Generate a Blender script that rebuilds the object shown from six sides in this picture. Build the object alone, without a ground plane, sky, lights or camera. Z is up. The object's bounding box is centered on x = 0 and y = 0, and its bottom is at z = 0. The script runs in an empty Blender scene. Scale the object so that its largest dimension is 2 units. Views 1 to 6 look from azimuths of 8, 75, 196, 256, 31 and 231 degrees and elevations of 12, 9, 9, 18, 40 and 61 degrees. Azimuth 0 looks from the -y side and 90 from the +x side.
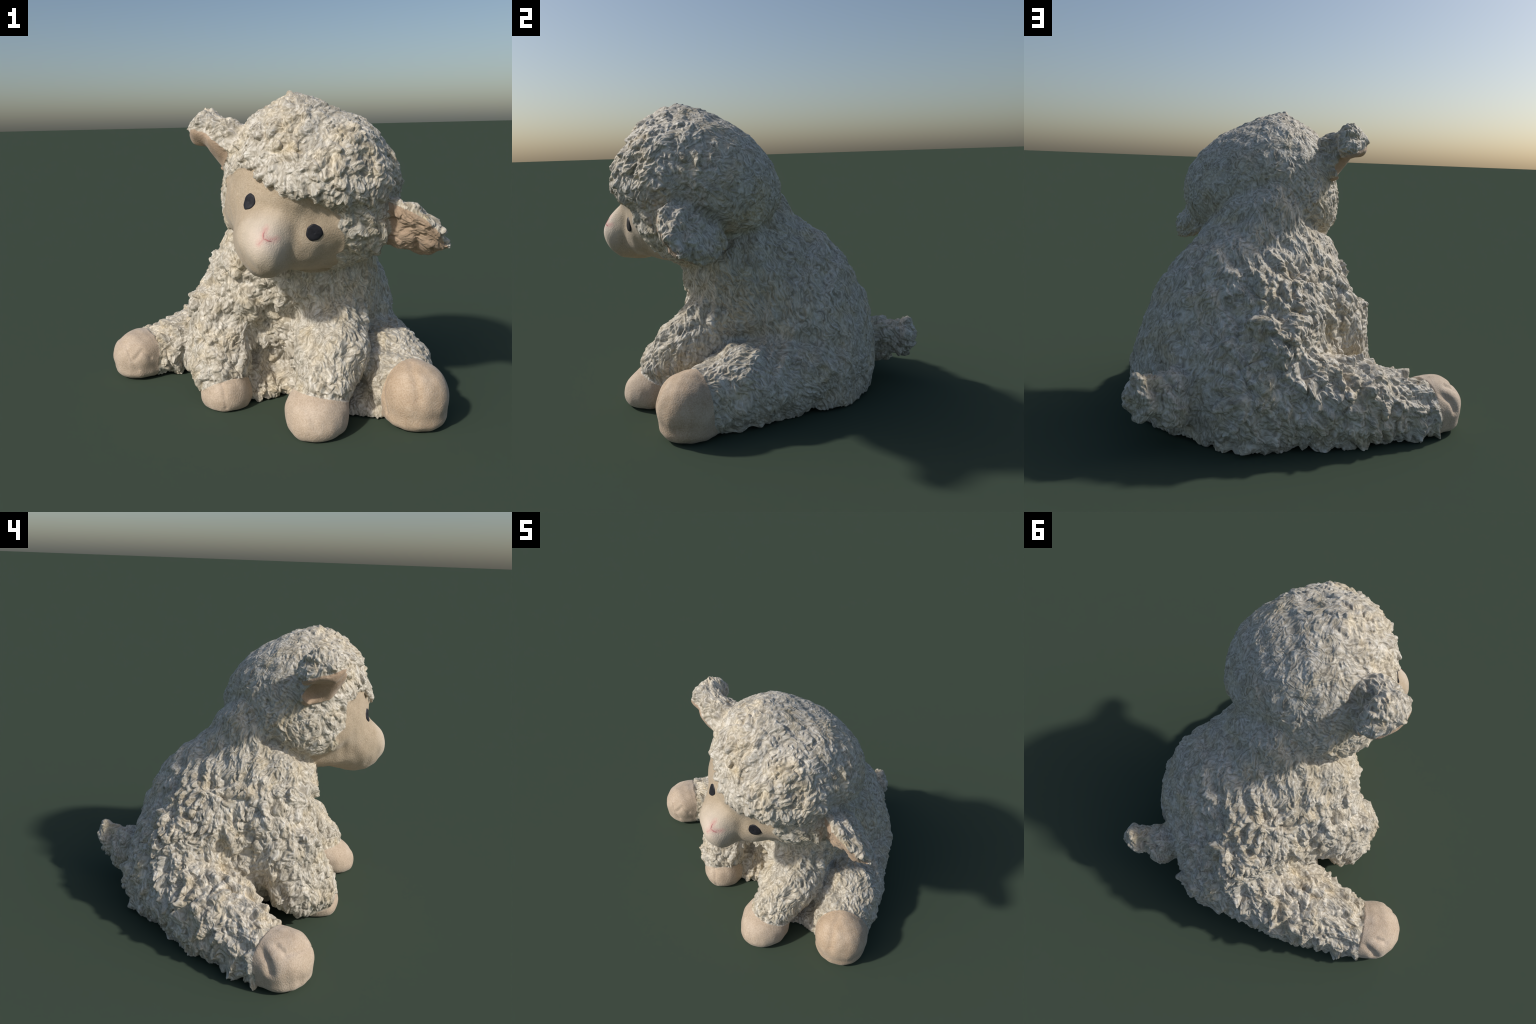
# A seated plush lamb: one smooth body (distance-field union of ellipsoids and
# tapered limbs), a short-pile face and feet, and wool built as thousands of
# overlapping curled locks raised on the surface.
import bpy, math
import numpy as np
from mathutils import Vector

rng = np.random.default_rng(11)
H = 0.0075            # sampling step of the body's distance field

# ------------------------------------------------------------------ primitives
def rot(v):
    v = np.asarray(v, float); t = np.linalg.norm(v)
    if t < 1e-9: return np.eye(3)
    k = v / t
    K = np.array([[0, -k[2], k[1]], [k[2], 0, -k[0]], [-k[1], k[0], 0]])
    return np.eye(3) + math.sin(t) * K + (1 - math.cos(t)) * K @ K

def ell(c, r, w=(0, 0, 0)):
    c, r, R = np.array(c, np.float32), np.array(r, np.float32), rot(w).astype(np.float32)
    def f(X):
        q = ((X - c) @ R) / r
        k0 = np.sqrt((q * q).sum(-1)); q /= r
        return k0 * (k0 - 1) / (np.sqrt((q * q).sum(-1)) + 1e-9)
    return f

def limb(*pts):
    P = np.array(pts, np.float32)
    def f(X):
        d = None
        for a, b in zip(P[:-1], P[1:]):
            ab = b[:3] - a[:3]
            h = np.clip((X - a[:3]) @ ab / (ab @ ab), 0, 1)
            q = X - a[:3] - h[:, None] * ab
            dd = np.sqrt((q * q).sum(-1)) - (a[3] + (b[3] - a[3]) * h)
            d = dd if d is None else smin(d, dd, .03)
        return d
    return f

def smin(a, b, k):
    h = np.clip(.5 + .5 * (b - a) / k, 0, 1)
    return b + (a - b) * h - k * h * (1 - h)

def smax(a, b, k): return -smin(-a, -b, k)

def blend(fs, k):
    def f(X):
        d = fs[0](X)
        for g in fs[1:]: d = smin(d, g(X), k)
        return d
    return f

def sstep(a, b, x):
    t = np.clip((x - a) / (b - a), 0, 1); return t * t * (3 - 2 * t)

# ------------------------------------------------------------------ anatomy
head_f = blend([ell((.214, -.413, 1.262), (.479, .417, .266), (.325, -.502, -.721)),
                ell((.145, -.400, 1.339), (.284, .396, .341), (-.773, .500, .354)),
                ell((.339, -.287, 1.288), (.428, .403, .293), (-.461, .352, .125)),
                ell((.545, -.59, 1.255), (.14, .145, .16)),
                ell((.42, -.70, 1.245), (.17, .13, .11), (0, .35, .25)),
                limb((.19, -.42, 1.60, .07), (.19, -.44, 1.655, .03))], .06)
jaw_f = blend([ell((.20, -.595, .975), (.20, .19, .14)), ell((.13, -.71, 1.06), (.09, .125, .085))], .06)
face_big = ell((.215, -.481, 1.110), (.484, .289, .300), (-.017, .248, -.092))
muzzle_f = ell((.055, -.715, .971), (.122, .191, .167), (.277, -.366, .298))
ear_r = blend([ell((-.275, -.320, 1.515), (.079, .144, .108), (-.357, .461, -.174)),
               ell((-.136, -.396, 1.456), (.154, .105, .113), (.121, .839, .255)),
               limb((-.25, -.32, 1.55, .06), (-.283, -.306, 1.628, .014)),
               limb((-.14, -.33, 1.38, .085), (-.19, -.275, 1.34, .045))], .045)
hollow_r = ell((-.275, -.31, 1.385), (.11, .08, .052), (0, .5, 0))
ear_l = blend([ell((.732, -.476, 1.035), (.257, .194, .077), (-.739, .472, -.479)),
               limb((.60, -.49, 1.03, .10), (.73, -.525, .985, .065)),
               limb((.80, -.50, 1.00, .06), (.945, -.572, .948, .028))], .04)
neck_f = blend([ell((.129, -.237, .780), (.371, .225, .286), (.140, -.082, -.200)),
                ell((.43, -.25, .80), (.19, .17, .20))], .08)
torso_f = blend([ell((.281, -.120, .826), (.318, .339, .537), (-.091, -.412, -.049)),
                 ell((.310, .371, .140), (.548, .288, .455), (-.057, .290, -.413)),
                 ell((.364, .198, .448), (.385, .400, .598), (.183, -.290, .174)),
                 ell((.053, .073, .528), (.481, .320, .569), (.475, -.302, .667)),
                 ell((-.128, .353, .239), (.317, .274, .209), (-.011, .126, -.029)),
                 ell((.026, .215, .539), (.307, .265, .293), (.013, -.017, .071)),
                 ell((-.075, .40, .44), (.19, .20, .22)),
                 ell((.03, -.14, .32), (.15, .10, .20))], .1)
fore_r = blend([limb((-.089, -.249, .588, .171), (-.335, -.241, .520, .096), (-.251, -.315, .335, .124), (-.245, -.347, .185, .165)),
                ell((-.342, -.128, .404), (.102, .157, .371), (-.399, .093, -.269)),
                limb((-.15, -.22, .50, .09), (-.165, -.34, .27, .115))], .05)
fore_l = limb((.394, -.184, .573, .213), (.392, -.475, .33, .189), (.36, -.60, .23, .160))
hind_r = limb((.036, .491, .189, .268), (-.438, .251, .148, .246), (-.746, .084, .099, .180))
hind_l = limb((.582, .285, .211, .232), (.714, -.248, .162, .235), (.773, -.422, .149, .196))
def foot(c, r, w):
    """a stuffed paw, a little flattened where it rests"""
    return blend([ell(c, r, w), ell((c[0], c[1], .045), (r[0] * .90, r[1] * .90, .055), (0, 0, w[2]))], .04)
foot_fr = foot((-.196, -.409, .065), (.135, .139, .135), (.021, .021, .030))
foot_fl = foot((.322, -.668, .103), (.163, .194, .129), (.345, -.101, -.107))
foot_hr = foot((-.830, .004, .128), (.168, .177, .150), (.048, -.005, .055))
foot_hl = foot((.825, -.553, .144), (.172, .169, .188), (.013, -.001, -.015))
tail_f = blend([limb((.339, .740, .159, .08), (.374, .705, .281, .098)),
                ell((.469, .817, .265), (.085, .082, .126), (-.198, .103, -.056))], .05)
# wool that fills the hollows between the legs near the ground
apron_f = blend([limb((-.14, -.29, .12, .09), (.0, -.17, .08, .10), (.14, -.12, .08, .12), (.28, -.34, .06, .09)), limb((.37, -.40, .22, .11), (.35, -.31, .06, .13)),
                 limb((.14, -.22, .46, .12), (.24, -.27, .30, .11), (.30, -.30, .15, .12)),
                 limb((-.12, -.36, .03, .06), (.0, -.285, .02, .07), (.14, -.18, .04, .08)),
                 limb((.48, -.28, .10, .13), (.54, -.43, .03, .085)), limb((.45, -.50, .01, .05), (.53, -.45, .02, .06), (.62, -.50, .01, .05))], .05)

# face frame: x to the lamb's left eye, up over the brow, out along the nose
FX = np.array((.894, -.150, -.421)); FX /= np.linalg.norm(FX)
FN = np.array((-.158, -.987, .017)); FN -= FX * (FN @ FX); FN /= np.linalg.norm(FN)
FU = np.cross(FN, FX); FU *= np.sign(FU[2])
FC = np.array((.17, -.6, 1.08))
# radius of the bare face inside the wool, by angle round the nose axis
RIM = np.array([(-180, .36), (-155, .33), (-135, .31), (-110, .36), (-90, .42), (-60, .42), (-30, .35),
                (-10, .32), (10, .30), (30, .29), (44, .235), (66, .175), (90, .14), (106, .135), (133, .20),
                (144, .29), (160, .34), (180, .36)])

def face_rim(X):
    d = X - FC
    a, b, f = d @ FX, d @ FU, d @ FN
    th = np.degrees(np.arctan2(b, a))
    r = np.interp(th, RIM[:, 0], RIM[:, 1])
    r = r * (1 + .035 * np.sin(np.radians(th * 7) + 1) + .03 * np.sin(np.radians(th * 13)) + .02 * np.sin(np.radians(th * 23) + 2))
    return np.minimum(r - np.hypot(a, b), f + .22)      # > 0 inside the opening

PARTS = ["torso", "neck", "head", "face", "muzzle", "ear_r", "ear_l", "fore_r", "fore_l", "hind_r", "hind_l",
         "foot_fr", "foot_fl", "foot_hr", "foot_hl", "tail"]

def fields(X):
    X = np.asarray(X, np.float32)
    rim = face_rim(X).astype(np.float32)
    hd = head_f(X)
    a = ((X - FC) @ FX).astype(np.float32)
    b = ((X - FC) @ FU).astype(np.float32)
    big = smax(face_big(X), (X - np.float32((.5, -.63, .9))) @ np.float32((.2, -.6, -.77)), .08)
    big = smin(big, smax(hd + .030, .03 - b, .06), .05)          # brow, just behind the fringe
    # the left cheek and jaw are broad and carry wool back to the ear
    wool_head = smax(smin(hd, big - .010 + .3 * (1 - sstep(.02, .16, a)).astype(np.float32), .04), rim, .025)
    big = smin(big, jaw_f(X), .06)
    # on its right cheek the bare face lies flush with the wool, it bulges on the left
    face = smax(big, hd + .008 - .3 * sstep(-.22, .02, a).astype(np.float32), .025)
    return dict(torso=smin(torso_f(X), apron_f(X), .05), neck=neck_f(X), head=wool_head, face=face, muzzle=muzzle_f(X),
                ear_r=smax(ear_r(X), -hollow_r(X), .03), ear_l=ear_l(X), fore_r=fore_r(X), fore_l=fore_l(X), hind_r=hind_r(X), hind_l=hind_l(X),
                foot_fr=foot_fr(X), foot_fl=foot_fl(X), foot_hr=foot_hr(X), foot_hl=foot_hl(X), tail=tail_f(X))

def union(F, Z):
    d = smin(F["torso"], F["neck"], .08)
    for n in ("fore_r", "fore_l"): d = smin(d, F[n], .05)
    for n in ("hind_r", "hind_l"): d = smin(d, F[n], .04)
    d = smin(d, F["tail"], .05)
    for n in ("foot_fr", "foot_fl", "foot_hr", "foot_hl"): d = smin(d, F[n], .02)
    h = smin(F["face"], F["muzzle"], .07)
    h = smin(h, F["head"], .015)
    h = smin(h, F["ear_r"], .03); h = smin(h, F["ear_l"], .015)
    d = smin(d, h, .015)
    return smax(d, -Z, .012)

def dist(X): return union(fields(X), np.asarray(X, np.float32)[:, 2])

# ------------------------------------------------------------------ surface nets
lo, hi = np.array((-1.08, -1.0, -.03)), np.array((1.08, 1.02, 1.80))
K = 4
nc = np.ceil((hi - lo) / (H * K)).astype(int)
def grid(n, step, off=0.):
    ax = [lo[i] + off + step * np.arange(n[i]) for i in range(3)]
    return np.stack(np.meshgrid(*ax, indexing="ij"), -1).astype(np.float32)
G = grid(nc, H * K, H * (K - 1) / 2)
dc = dist(G.reshape(-1, 3)).reshape(nc)
near = np.abs(dc) < .06
D = np.repeat(np.repeat(np.repeat(dc, K, 0), K, 1), K, 2)
ci = np.argwhere(near)
off = np.stack(np.meshgrid(*[np.arange(K)] * 3, indexing="ij"), -1).reshape(-1, 3)
fi = (ci[:, None] * K + off).reshape(-1, 3)
vals = np.concatenate([dist(lo + c * H) for c in np.array_split(fi, 40)])
D[fi[:, 0], fi[:, 1], fi[:, 2]] = vals
S = D < 0
n0 = np.array(D.shape)
occ = np.zeros(n0 - 1, np.int8)
for o in np.ndindex(2, 2, 2):
    occ += S[o[0]:n0[0] - 1 + o[0], o[1]:n0[1] - 1 + o[1], o[2]:n0[2] - 1 + o[2]]
cells = np.argwhere((occ > 0) & (occ < 8))
cid = np.full(n0 - 1, -1, np.int64)
cid[tuple(cells.T)] = np.arange(len(cells))
acc, cnt = np.zeros((len(cells), 3)), np.zeros(len(cells))
corner = [np.array(o) for o in np.ndindex(2, 2, 2)]
for a in corner:
    for ax in range(3):
        if a[ax]: continue
        b = a.copy(); b[ax] = 1
        va, vb = D[tuple((cells + a).T)], D[tuple((cells + b).T)]
        m = (va < 0) != (vb < 0)
        t = va[m] / (va[m] - vb[m])
        acc[m] += a + t[:, None] * (b - a); cnt[m] += 1
V = lo + (cells + acc / cnt[:, None]) * H
quads = []
for ax in range(3):
    u, w = (ax + 1) % 3, (ax + 2) % 3
    sl0 = [slice(1, None)] * 3; sl1 = [slice(1, None)] * 3
    sl0[ax] = slice(0, -1)
    a, b = S[tuple(sl0)], S[tuple(sl1)]
    for sgn in (True, False):
        e = np.argwhere((a != b) & (a == sgn)) + 1
        e[:, ax] -= 1
        e = e[((e >= 1) & (e < n0 - 1)).all(1) | (e[:, ax] >= 0)]
        def at(du, dw):
            q = e.copy(); q[:, u] += du; q[:, w] += dw
            return cid[tuple(q.T)]
        q = np.stack([at(-1, -1), at(0, -1), at(0, 0), at(-1, 0)], 1)
        quads.append(q if sgn else q[:, ::-1])
Q = np.concatenate(quads)
Q = Q[(Q >= 0).all(1)]

# split every quad in four, then settle the vertices on the field
def subdivide(V, Q):
    E = np.stack([Q, np.roll(Q, -1, 1)], -1).reshape(-1, 2)
    key = np.sort(E, 1)
    uq, inv = np.unique(key[:, 0] * len(V) + key[:, 1], return_inverse=True)
    mid = (V[uq // len(V)] + V[uq % len(V)]) / 2
    cen = V[Q].mean(1)
    e = inv.reshape(-1, 4) + len(V)
    c = np.arange(len(Q)) + len(V) + len(uq)
    out = np.stack([np.stack([Q[:, i], e[:, i], c, e[:, i - 1]], 1) for i in range(4)], 1).reshape(-1, 4)
    return np.concatenate([V, mid, cen]), out

V, Q = subdivide(V, Q)

def smooth_vec(A, Q, n):
    """relax a vector field over the quads' edges"""
    i = np.concatenate([Q[:, 0], Q[:, 1], Q[:, 2], Q[:, 3]]); j = np.concatenate([Q[:, 1], Q[:, 2], Q[:, 3], Q[:, 0]])
    c = np.maximum(np.bincount(i, minlength=len(A)), 1)[:, None]
    for _ in range(n):
        B = np.stack([np.bincount(i, A[j, k], len(A)) for k in range(A.shape[1])], 1)
        A = (A + B / c) / 2
    return A

def normals(V, Q):
    n = np.cross(V[Q[:, 2]] - V[Q[:, 0]], V[Q[:, 3]] - V[Q[:, 1]])
    N = np.zeros_like(V)
    for i in range(4):
        for k in range(3):
            N[:, k] += np.bincount(Q[:, i], n[:, k], len(V))
    return N / np.maximum(np.linalg.norm(N, axis=1), 1e-12)[:, None]

V = smooth_vec(V, Q, 6)
N = normals(V, Q)

# ------------------------------------------------------------------ regions
F = fields(V)
pick = {k: F[k].copy() for k in PARTS}
for k in ("foot_fr", "foot_fl", "foot_hr", "foot_hl", "face", "muzzle"): pick[k] -= .002
lab = np.argmin(np.stack([pick[k] for k in PARTS], 1), 1)
name = np.array(PARTS)[lab]
bare_d = np.min(np.stack([F[k] for k in ("foot_fr", "foot_fl", "foot_hr", "foot_hl", "face", "muzzle")]), 0)
wool_d = np.min(np.stack([F[k] for k in PARTS if not k.startswith("foot") and k not in ("face", "muzzle")]), 0)
wool = sstep(-.004, .014, bare_d - wool_d)
INNER = {"ear_r": np.array((-.45, -.15, -.9)), "ear_l": np.array((-.25, -.75, -.65))}
inner = np.zeros(len(V), bool)
for k, v in INNER.items():
    v = v / np.linalg.norm(v)
    m = name == k
    s = N @ v
    inner |= m & (s > (.45 if k == "ear_r" else .66))
    if k == "ear_r":
        cup = m & (hollow_r(V.astype(np.float32)) < .012); inner |= cup; s = np.where(cup, 1., s)
    keep = .0 if k == "ear_r" else .75
    wool = np.where(m, wool * (1 - (1 - keep) * sstep(.3, .6, s)), wool)

# ------------------------------------------------------------------ wool locks
CELL = .03
kc = np.floor((V - lo) / CELL).astype(np.int64)
M = 128
flat = (kc[:, 0] * M + kc[:, 1]) * M + kc[:, 2]
order = np.argsort(flat, kind="stable")
sf = flat[order]

def around(p, r):
    a = np.floor((p - r - lo) / CELL).astype(int); b = np.floor((p + r - lo) / CELL).astype(int)
    col = ((np.arange(a[0], b[0] + 1)[:, None] * M + np.arange(a[1], b[1] + 1)) * M).ravel()
    s = np.searchsorted(sf, col + a[2]); e = np.searchsorted(sf, col + b[2] + 1)
    out = [order[x:y] for x, y in zip(s, e) if y > x]
    return np.concatenate(out) if out else np.zeros(0, int)

_k = rng.normal(size=(24, 3)); _k /= np.linalg.norm(_k, axis=1)[:, None]
_ph = rng.uniform(0, 6.283, 24)
def wave(P, scale, n0=0, n=8):
    """smooth noise, about -1..1, features about `scale` metres"""
    P = np.atleast_2d(P)
    s = 0
    for i in range(n0, n0 + n):
        s = s + np.sin(P @ _k[i % 24] * (6.283 / scale) * (.7 + .09 * (i % 7)) + _ph[i % 24])
    return s / math.sqrt(n)

def unit(v): return v / max(np.linalg.norm(v), 1e-9)

CROWN = np.array((.2, -.72, 1.70))
def shag(P, L):
    """how coarse and peaked the fleece is: its right flank, hind leg and fringe"""
    w = sstep(.42, -.02, P[:, 0] + .12 * P[:, 1]) * sstep(.95, .75, P[:, 2])
    w = np.where(L == "head", .62 * sstep(-.25, -.5, P[:, 1]) + .2 * sstep(.2, -.05, P[:, 0]), w)
    w = np.where(L == "hind_r", 1., w); w = np.where(L == "hind_l", .15, w)
    w = np.where((L == "fore_r"), .55, w); w = np.where(L == "fore_l", .3, w)
    w = np.where(L == "tail", .5, w)
    w = np.where((L == "ear_r") | (L == "ear_l"), .35, w)
    return w

def flow(P, N, L):
    """combing direction: hangs down, but follows limbs, ears and the crown"""
    D = np.tile((0., .25, -1.), (len(P), 1))
    m = L == "head"; D[m] = P[m] - CROWN; D[m, 2] -= .15
    m = L == "hind_r"; D[m] = np.where(N[m, 2:3] < .55, (.1, .35, -1.), (-.9, -.35, 0))
    m = L == "hind_l"; D[m] = np.where(N[m, 2:3] < .55, (0, .6, -1.), (.3, -1., 0))
    m = L == "ear_r"; D[m] = (-1., 0, .2)
    m = L == "ear_l"; D[m] = (.8, -.3, -.5)
    m = L == "tail"; D[m] = (.7, .7, .3)
    D = D - N * (D * N).sum(1)[:, None]
    return D / np.maximum(np.linalg.norm(D, axis=1), 1e-6)[:, None]

def scatter(spacing, ok):
    """wool roots thrown at random, none closer than the spacing"""
    c = np.nonzero(ok)[0]
    n = int(9 * len(c) * (H / 2) ** 2 * .7 / spacing ** 2)
    c = rng.permutation(c)[:n]
    P = V[c]; K = np.floor(P / spacing).astype(int)
    used, keep, r2 = {}, [], (spacing * .86) ** 2
    near27 = [(x, y, z) for x in (-1, 0, 1) for y in (-1, 0, 1) for z in (-1, 0, 1)]
    for i, (p, k) in enumerate(zip(P.tolist(), K.tolist())):
        hit = False
        for o in near27:
            q = used.get((k[0] + o[0], k[1] + o[1], k[2] + o[2]))
            if q:
                for a in q:
                    if (a[0] - p[0]) ** 2 + (a[1] - p[1]) ** 2 + (a[2] - p[2]) ** 2 < r2: hit = True; break
                if hit: break
        if not hit:
            used.setdefault((k[0], k[1], k[2]), []).append(p); keep.append(i)
    return c[keep]

def locks(spacing, length, width, height, curl, bend, ridge, hook, stray=.22):
    """raise a layer of overlapping locks; returns height and sideways pull"""
    h_all, push = np.zeros(len(V)), np.zeros((len(V), 3))
    I = scatter(spacing, (wool > .2) & (V[:, 2] > .008))
    P, n, L = V[I], N[I], name[I]
    sh = shag(P, L)
    T = flow(P, n, L); B = np.cross(n, T)
    cl = curl * (.40 + .75 * sh)
    ang = cl * (1.0 * wave(P, .20, 2) + rng.normal(0, stray, len(I)))
    c, s_ = np.cos(ang)[:, None], np.sin(ang)[:, None]
    T, B = c * T + s_ * B, c * B - s_ * T
    LL = length(sh) * rng.uniform(.7, 1.3, len(I)); WW = width(sh) * rng.uniform(.75, 1.3, len(I))
    AA = height(sh) * rng.uniform(.35, 1.35, len(I)) ; BB = rng.normal(0, bend, len(I))
    crown = (L == "head") * sstep(-.62, -.45, P[:, 1]) * sstep(1.3, 1.5, P[:, 2])
    AA = AA * (1 - .4 * crown)
    PH = rng.uniform(0, 6.283, len(I))
    for i in range(len(I)):
        l = LL[i]
        j = around(P[i], l * .55)
        q = V[j] - P[i]
        u = q @ T[i] / l + .5
        x = (u - .5) * l
        w = q @ B[i] + BB[i] * (x * x - l * l * .08)
        k = np.minimum(u * 2.6 + .2, (1 - u) * 2.2)
        wid = WW[i] * np.sqrt(np.clip(k, 0, 1))
        ok = (u > 0) & (u < 1) & (np.abs(w) < wid)
        j, u, w, wid = j[ok], u[ok], w[ok], wid[ok]
        ok = (N[j] @ n[i] > .25)
        j, u, w, wid = j[ok], u[ok], w[ok], wid[ok]
        if not len(j): continue
        r2 = (w / wid) ** 2
        rise = np.clip(u / .78, 0, 1) ** .8 * np.clip((1 - u) / .22, 0, 1) ** .7
        h = AA[i] * (.15 + .85 * rise) * (1 - r2) ** .75
        if ridge: h = h + ridge * np.sin(w * 6.283 / .0115 + PH[i]) * (1 - r2)
        up = h > h_all[j]
        j, h, u = j[up], h[up], u[up]
        h_all[j] = h
        push[j] = T[i] * (h * hook * u)[:, None]
    return h_all, push

clump, pull = locks(.060, lambda s: .10 + .035 * s, lambda s: .033 + .012 * s, lambda s: .004 + .036 * s,
                    .75, 5., .0, .5, .5)
clump = smooth_vec(clump[:, None], Q, 3)[:, 0]; pull = smooth_vec(pull, Q, 5)
fine, pull2 = locks(.0205, lambda s: .092 - .022 * s, lambda s: .0118 + .003 * s, lambda s: .0092 + .0045 * s,
                    1.25, 12., .0011, .35, .17)
height, push = clump + fine, pull + pull2
low = sstep(.0, .03, V[:, 2])
big = (.008 * wave(V, .17, 0) + .005 * wave(V, .085, 9)) * np.where(name == 'head', .4, 1.)
def local_mean(h, cell):
    k = np.floor((V - lo) / cell).astype(np.int64)
    _, inv = np.unique((k[:, 0] * 997 + k[:, 1]) * 997 + k[:, 2], return_inverse=True)
    return (np.bincount(inv, h * wool) / np.maximum(np.bincount(inv, wool), 1e-3))[inv]
base = smooth_vec(local_mean(height, .09)[:, None], Q, 14)[:, 0]
# seams: the fleece sinks where head, thighs and forelegs meet the body
def seam(a, b, w): return np.exp(-((a - b) / w) ** 2) * (np.maximum(a, b) < .06)
tr = np.minimum(F["torso"], F["neck"])
sink = .012 * seam(F["head"], tr, .035) + .014 * seam(F["hind_l"], tr, .03)
sink = sink + .012 * seam(F["fore_r"], tr, .03) + .010 * seam(F["fore_l"], tr, .03) + .016 * seam(F["ear_l"], F["head"], .025)
disp = wool * (height - base + big - .006 - smooth_vec(sink[:, None], Q, 3)[:, 0])
V1 = V + N * disp[:, None] + push * (wool * low)[:, None]

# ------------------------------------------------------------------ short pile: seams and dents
def crease(P, depth, width, target):
    """press a soft seam along a polyline"""
    P = np.array(P, float); d = np.full(len(V), 9.)
    for a, b in zip(P[:-1], P[1:]):
        ab = b - a; h = np.clip((V - a) @ ab / (ab @ ab), 0, 1)
        d = np.minimum(d, np.linalg.norm(V - a - h[:, None] * ab, axis=1))
    m = np.isin(name, target)
    return -depth * np.exp(-(d / width) ** 2) * m
FEET = ["foot_fr", "foot_fl", "foot_hr", "foot_hl"]
pile = .0028 * wave(V, .16, 3) + .0012 * wave(V, .07, 12)
pile = pile + crease([(-.905, .13, .235), (-.955, .11, .19), (-.975, .10, .14)], .016, .022, FEET)
pile = pile + crease([(-.915, .05, .255), (-.956, .015, .228), (-.951, -.019, .231), (-.905, -.11, .22)], .009, .016, FEET)
pile = pile + crease([(-.886, -.104, .235), (-.851, -.156, .188), (-.828, -.172, .137), (-.795, -.159, .079)], .006, .010, FEET)
pile = pile + crease([(-.812, -.17, .145), (-.77, -.141, .194), (-.72, -.127, .148)], .006, .014, FEET)
pile = pile + crease([(-.208, -.505, .17), (-.186, -.535, .12), (-.176, -.546, .03)], .006, .010, FEET)
pile = pile + crease([(.797, -.57, .33), (.80, -.64, .299), (.815, -.69, .261), (.82, -.72, .20)], .008, .022, FEET)
pile = pile + crease([(.70, -.54, .28), (.675, -.575, .22), (.662, -.60, .15), (.68, -.62, .08)], .010, .016, FEET)
pile = pile + crease([(.24, -.77, .2), (.29, -.83, .15), (.33, -.86, .08)], .004, .018, FEET)
V1 += N * ((1 - wool) * pile)[:, None]
V1[:, 2] = np.maximum(V1[:, 2], 0)
V1 = smooth_vec(V1, Q, 1)
V1[:, 2] -= V1[:, 2].min()
N1 = normals(V1, Q)

# ------------------------------------------------------------------ materials
def material(nm, rough, sheen=0.):
    m = bpy.data.materials.new(nm); m.use_nodes = True
    nt = m.node_tree; b = nt.nodes["Principled BSDF"]
    b.inputs["Roughness"].default_value = rough
    b.inputs["Specular IOR Level"].default_value = .25
    if sheen: b.inputs["Sheen Weight"].default_value = sheen
    return m, nt, b

def node(nt, kind, **kw):
    n = nt.nodes.new(kind)
    for k, v in kw.items(): setattr(n, k, v)
    return n

def ramp(nt, fac, stops):
    r = node(nt, "ShaderNodeValToRGB")
    e = r.color_ramp.elements
    while len(e) < len(stops): e.new(.5)
    for x, (p, c) in zip(e, stops): x.position = p; x.color = (*c, 1)
    nt.links.new(fac, r.inputs[0]); return r.outputs[0]

def noise(nt, vec, scale, detail=4, rough=.5, dist=0.):
    n = node(nt, "ShaderNodeTexNoise"); n.inputs["Scale"].default_value = scale
    n.inputs["Detail"].default_value = detail; n.inputs["Roughness"].default_value = rough
    n.inputs["Distortion"].default_value = dist
    nt.links.new(vec, n.inputs["Vector"]); return n

def mix(nt, fac, a, b, mode="MIX"):
    m = node(nt, "ShaderNodeMix", data_type="RGBA", blend_type=mode)
    for sock, v in ((m.inputs[0], fac), (m.inputs[6], a), (m.inputs[7], b)):
        if hasattr(v, "is_linked"): nt.links.new(v, sock)
        elif isinstance(v, tuple): sock.default_value = (*v, 1)
        else: sock.default_value = v
    return m.outputs[2]

def warped(nt, co, scale, amount):
    n = noise(nt, co, scale, 2)
    sub = node(nt, "ShaderNodeVectorMath", operation="SUBTRACT"); sub.inputs[1].default_value = (.5, .5, .5)
    nt.links.new(n.outputs["Color"], sub.inputs[0])
    mul = node(nt, "ShaderNodeVectorMath", operation="SCALE"); mul.inputs["Scale"].default_value = amount
    nt.links.new(sub.outputs[0], mul.inputs[0])
    add = node(nt, "ShaderNodeVectorMath", operation="ADD")
    nt.links.new(co, add.inputs[0]); nt.links.new(mul.outputs[0], add.inputs[1])
    return add.outputs[0]

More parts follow.
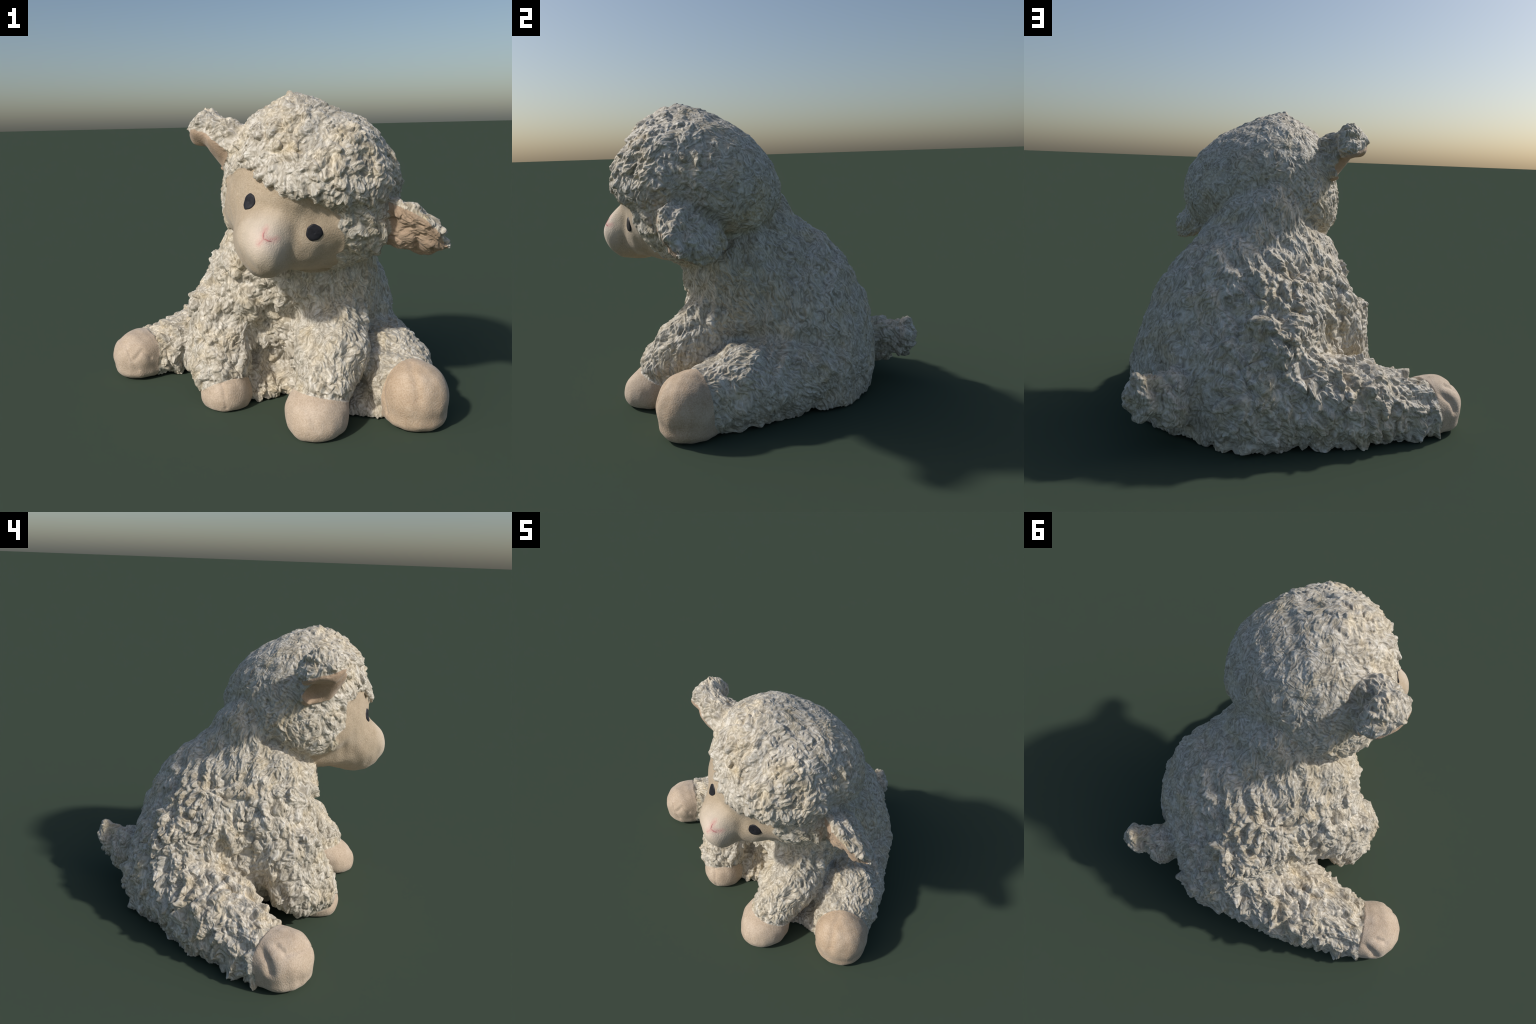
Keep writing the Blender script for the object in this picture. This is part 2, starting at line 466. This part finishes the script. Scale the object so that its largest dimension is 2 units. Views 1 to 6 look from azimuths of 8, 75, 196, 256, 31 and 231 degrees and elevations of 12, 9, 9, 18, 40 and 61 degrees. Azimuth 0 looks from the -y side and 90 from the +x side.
def wool_material(nm, axis):
    """curly fibre: noise drawn out along `axis`, then swirled"""
    m, nt, b = material(nm, .55, .15)
    co = node(nt, "ShaderNodeTexCoord").outputs["Object"]
    wv = warped(nt, co, 9, .17)
    ax = np.array(axis, float); ax /= np.linalg.norm(ax)
    dot = node(nt, "ShaderNodeVectorMath", operation="DOT_PRODUCT"); dot.inputs[1].default_value = tuple(ax)
    nt.links.new(wv, dot.inputs[0])
    along = node(nt, "ShaderNodeVectorMath", operation="SCALE"); along.inputs[0].default_value = tuple(ax * -.84)
    nt.links.new(dot.outputs["Value"], along.inputs["Scale"])
    st = node(nt, "ShaderNodeVectorMath", operation="ADD")
    nt.links.new(wv, st.inputs[0]); nt.links.new(along.outputs[0], st.inputs[1])
    fib = noise(nt, st.outputs[0], 62, 3, .55)
    col = ramp(nt, fib.outputs["Fac"], [(.34, (.19, .16, .115)), (.45, (.42, .37, .285)), (.55, (.63, .575, .48)), (.66, (.83, .785, .70))])  # dark stops paint the shadowed gaps between strands into the fibre colour
    lum = noise(nt, wv, 16, 3, .6)
    col = mix(nt, .38, col, ramp(nt, lum.outputs["Fac"], [(.33, (.40, .36, .29)), (.5, (.56, .515, .435)), (.66, (.70, .665, .59))]))
    f = ramp(nt, noise(nt, co, 8, 4, .6).outputs["Fac"], [(.46, (0, 0, 0)), (.75, (1, 1, 1))])
    col = mix(nt, f, col, mix(nt, 1., col, (1., .91, .74), "MULTIPLY"))
    nt.links.new(col, b.inputs["Base Color"])
    bp = node(nt, "ShaderNodeBump"); bp.inputs["Strength"].default_value = .7; bp.inputs["Distance"].default_value = .010
    nt.links.new(fib.outputs["Fac"], bp.inputs["Height"]); nt.links.new(bp.outputs[0], b.inputs["Normal"])
    return m

def pile_material(nm, a, c, d):
    m, nt, b = material(nm, .8, .2)
    co = node(nt, "ShaderNodeTexCoord").outputs["Object"]
    n1 = noise(nt, co, 9, 4, .6); n2 = noise(nt, warped(nt, co, 20, .03), 130, 3, .6)
    col = ramp(nt, n1.outputs["Fac"], [(.3, a), (.5, c), (.72, d)])
    col = mix(nt, .5, col, ramp(nt, n2.outputs["Fac"], [(.32, a), (.68, d)]))
    bp = node(nt, "ShaderNodeBump"); bp.inputs["Strength"].default_value = .5; bp.inputs["Distance"].default_value = .006
    nt.links.new(n2.outputs["Fac"], bp.inputs["Height"]); nt.links.new(bp.outputs[0], b.inputs["Normal"])
    nt.links.new(col, b.inputs["Base Color"])
    return m, nt, b, co, col

wool_mat = wool_material("cream_wool", (.1, .25, -1))
crown_wool = wool_material("cream_head_wool", (-.25, -.7, -.6))
right_leg_wool = wool_material("cream_right_leg_wool", (-.7, -.1, -.6))
left_leg_wool = wool_material("cream_left_leg_wool", (.1, .6, -.6))
foot_mat = pile_material("tan_short_pile", (.42, .315, .22), (.57, .445, .325), (.70, .58, .46))[0]
browner_mat = pile_material("browner_short_pile", (.41, .285, .18), (.55, .41, .28), (.69, .555, .42))[0]
face_mat, nt, b, co, col = pile_material("beige_face_pile", (.37, .285, .19), (.475, .375, .26), (.58, .475, .35))
# pink blush round the stitched nose
NOSE = (.085, -.885, 1.03)
dv = node(nt, "ShaderNodeVectorMath", operation="DISTANCE"); dv.inputs[1].default_value = NOSE
nt.links.new(warped(nt, co, 30, .03), dv.inputs[0])
pale = ramp(nt, dv.outputs["Value"], [(.03, (1, 1, 1)), (.17, (0, 0, 0))])
col = mix(nt, pale, col, (.74, .64, .52))
def vmath(op, x, y=None):
    n = node(nt, "ShaderNodeVectorMath", operation=op)
    for sock, v in zip(n.inputs, (x, y)):
        if hasattr(v, "is_linked"): nt.links.new(v, sock)
        elif v is not None: sock.default_value = tuple(v)
    return n
def fmath(op, x, y, clamp=False):
    n = node(nt, "ShaderNodeMath", operation=op, use_clamp=clamp)
    for sock, v in zip(n.inputs, (x, y)):
        if hasattr(v, "is_linked"): nt.links.new(v, sock)
        else: sock.default_value = v
    return n.outputs[0]
STITCH = [[(-.012, .042), (-.006, .018), (.002, .002)], [(.052, .018), (.028, .006), (.002, .002)], [(.002, .002), (-.004, -.026)]]
def on_nose(ab): return np.array(NOSE) + FX * ab[0] + FU * ab[1]
soft, best = warped(nt, co, 45, .02), None
for line in STITCH:
    for a_, b_ in zip(line[:-1], line[1:]):
        a3, ab = on_nose(a_), on_nose(b_) - on_nose(a_)
        rel = vmath("SUBTRACT", soft, a3).outputs[0]
        # measured along the muzzle's face only, not through its depth
        flat = vmath("SUBTRACT", rel, None)
        dep = vmath("DOT_PRODUCT", rel, FN).outputs["Value"]
        sc = vmath("SCALE", FN); nt.links.new(dep, sc.inputs["Scale"]); nt.links.new(sc.outputs[0], flat.inputs[1])
        t = fmath("DIVIDE", vmath("DOT_PRODUCT", flat.outputs[0], ab).outputs["Value"], float(ab @ ab), True)
        on = vmath("SCALE", ab); nt.links.new(t, on.inputs["Scale"])
        d_ = vmath("LENGTH", vmath("SUBTRACT", flat.outputs[0], on.outputs[0]).outputs[0]).outputs["Value"]
        best = d_ if best is None else fmath("MINIMUM", best, d_)
pink = ramp(nt, best, [(.0, (.62, .62, .62)), (.006, (.34, .34, .34)), (.022, (0, 0, 0))])
blush = ramp(nt, dv.outputs["Value"], [(.02, (.22, .22, .22)), (.09, (0, 0, 0))])
col = mix(nt, blush, col, (.72, .50, .43))
nt.links.new(mix(nt, pink, col, (.62, .27, .25)), b.inputs["Base Color"])
ear_mat = pile_material("tan_ear_lining", (.36, .25, .165), (.44, .32, .22), (.52, .39, .28))[0]
eye_mat, nt, b = material("dark_eye_thread", .55)
co = node(nt, "ShaderNodeTexCoord").outputs["Object"]
n = noise(nt, co, 60, 3)
nt.links.new(ramp(nt, n.outputs["Fac"], [(.3, (.012, .012, .016)), (.7, (.028, .028, .034))]), b.inputs["Base Color"])
nose_mat, nt, b = material("pink_thread", .7)
co = node(nt, "ShaderNodeTexCoord").outputs["Object"]
n = noise(nt, co, 90, 3)
nt.links.new(ramp(nt, n.outputs["Fac"], [(.3, (.52, .20, .19)), (.7, (.64, .30, .28))]), b.inputs["Base Color"])

# ------------------------------------------------------------------ objects
def link(o, parent=None):
    bpy.context.scene.collection.objects.link(o)
    if parent is not None: o.parent = parent
    return o

lamb = link(bpy.data.objects.new("plush_lamb", None))
lamb["label"] = "seated cream woolly plush lamb with beige face, tilted head"
lamb["category"] = "plush toy"

fl = lab[Q]                                       # part of a face: majority of corners
face_lab = np.sort(fl, 1)[:, 1]
face_inner = inner[Q].sum(1) >= 2

def piece(nm, sel, mat, parent):
    q = Q[sel]
    if not len(q): return None
    ids, inv = np.unique(q, return_inverse=True)
    me = bpy.data.meshes.new(nm)
    me.vertices.add(len(ids)); me.vertices.foreach_set("co", V1[ids].astype(np.float32).ravel())
    me.loops.add(q.size); me.loops.foreach_set("vertex_index", inv.astype(np.int32).ravel())
    me.polygons.add(len(q)); me.polygons.foreach_set("loop_start", np.arange(0, q.size, 4, dtype=np.int32))
    me.update(calc_edges=True); me.validate()
    me.polygons.foreach_set("use_smooth", np.ones(len(me.polygons), bool))
    me.materials.append(mat)
    if len(me.vertices) == len(ids):
        me.normals_split_custom_set_from_vertices(N1[ids].tolist())
    return link(bpy.data.objects.new(nm, me), parent)

def sel(k, inn=False): return (face_lab == PARTS.index(k)) & (face_inner == inn if k.startswith("ear") else True)
torso = piece("torso", sel("torso"), wool_mat, lamb)
piece("neck", sel("neck"), wool_mat, lamb)
head = piece("head", sel("head"), crown_wool, lamb)
piece("face", sel("face"), face_mat, head)
piece("muzzle", sel("muzzle"), face_mat, head)
for k in ("ear_r", "ear_l"):
    e = piece("ear", sel(k), wool_mat, lamb); piece("inner_ear", sel(k, True), ear_mat, e)
for nm, k, ft in (("forelimb", "fore_r", "foot_fr"), ("forelimb", "fore_l", "foot_fl"),
                  ("hindlimb", "hind_r", "foot_hr"), ("hindlimb", "hind_l", "foot_hl")):
    w = {"hind_r": right_leg_wool, "hind_l": left_leg_wool}.get(k, wool_mat)
    e = piece(nm, sel(k), w, lamb); piece("foot", sel(ft), browner_mat if ft == "foot_hl" else foot_mat, e)
piece("tail", sel("tail"), wool_mat, lamb)

# ------------------------------------------------------------------ eyes and nose
def on_face(p):
    """nearest body vertex seen from the front, with its normal"""
    m = np.nonzero(np.isin(name, ("face", "muzzle")))[0]
    i = m[np.argmin(((V1[m] - p) ** 2).sum(1))]
    near = m[((V1[m] - V1[i]) ** 2).sum(1) < .02 ** 2]
    return V1[i], unit(N1[near].mean(0))

def eye(p, rx, ry):
    c, n = on_face(np.array(p))
    up = unit(FU - n * (FU @ n)); x = np.cross(up, n)
    me = bpy.data.meshes.new("eye")
    nr, na = 10, 48
    vs, fs = [tuple(c + n * .006)], []
    m = np.nonzero(np.isin(name, ("face", "muzzle")))[0]
    for r in range(1, nr + 1):
        k = r / nr
        for a in range(na):
            th = 2 * math.pi * a / na
            wob = 1 + .03 * math.sin(3 * th + 1) + .02 * math.sin(7 * th)
            q = c + k * wob * (x * rx * math.cos(th) + up * ry * math.sin(th))
            j = m[np.argmin(((V1[m] - q) ** 2).sum(1))]
            q = q + n * ((V1[j] - q) @ n)
            vs.append(tuple(q + n * (.006 * math.sqrt(max(0, 1 - k * k)) + (.002 if k < .97 else -.004))))
    for a in range(na):
        fs.append((0, 1 + a, 1 + (a + 1) % na))
        for r in range(nr - 1):
            i0, i1 = 1 + r * na + a, 1 + r * na + (a + 1) % na
            fs.append((i0, i0 + na, i1 + na, i1))
    me.from_pydata(vs, [], fs); me.update()
    for p_ in me.polygons: p_.use_smooth = True
    me.materials.append(eye_mat)
    return link(bpy.data.objects.new("eye", me), head)

eye((.018, -.716, 1.178), .035, .043)
eye((.315, -.765, 1.039), .042, .042)

def stitch(path, r):
    cu = bpy.data.curves.new("nose", "CURVE"); cu.dimensions = "3D"; cu.bevel_depth = r; cu.bevel_resolution = 3
    for pts in path:
        sp = cu.splines.new("POLY"); sp.points.add(len(pts) - 1)
        for k, (q, rr) in enumerate(pts): sp.points[k].co = (*q, 1); sp.points[k].radius = rr
    o = bpy.data.objects.new("nose", cu); link(o)
    dg = bpy.context.evaluated_depsgraph_get()
    me = bpy.data.meshes.new_from_object(o.evaluated_get(dg)); me.name = "nose"
    bpy.data.objects.remove(o)
    for p_ in me.polygons: p_.use_smooth = True
    me.materials.append(nose_mat)
    return link(bpy.data.objects.new("nose", me), head)

def along(ab, steps=14):
    pts = []
    P = np.array(ab, float)
    for k in range(steps + 1):
        t = k / steps * (len(P) - 1); i = min(int(t), len(P) - 2)
        a = P[i] + (P[i + 1] - P[i]) * (t - i)
        c, n = on_face(np.array(NOSE) + FX * a[0] + FU * a[1])
        pts.append((tuple(c - n * .0008), .5 + .5 * math.sin(math.pi * k / steps)))
    return pts
stitch([along(l) for l in STITCH[:2]], .0028)
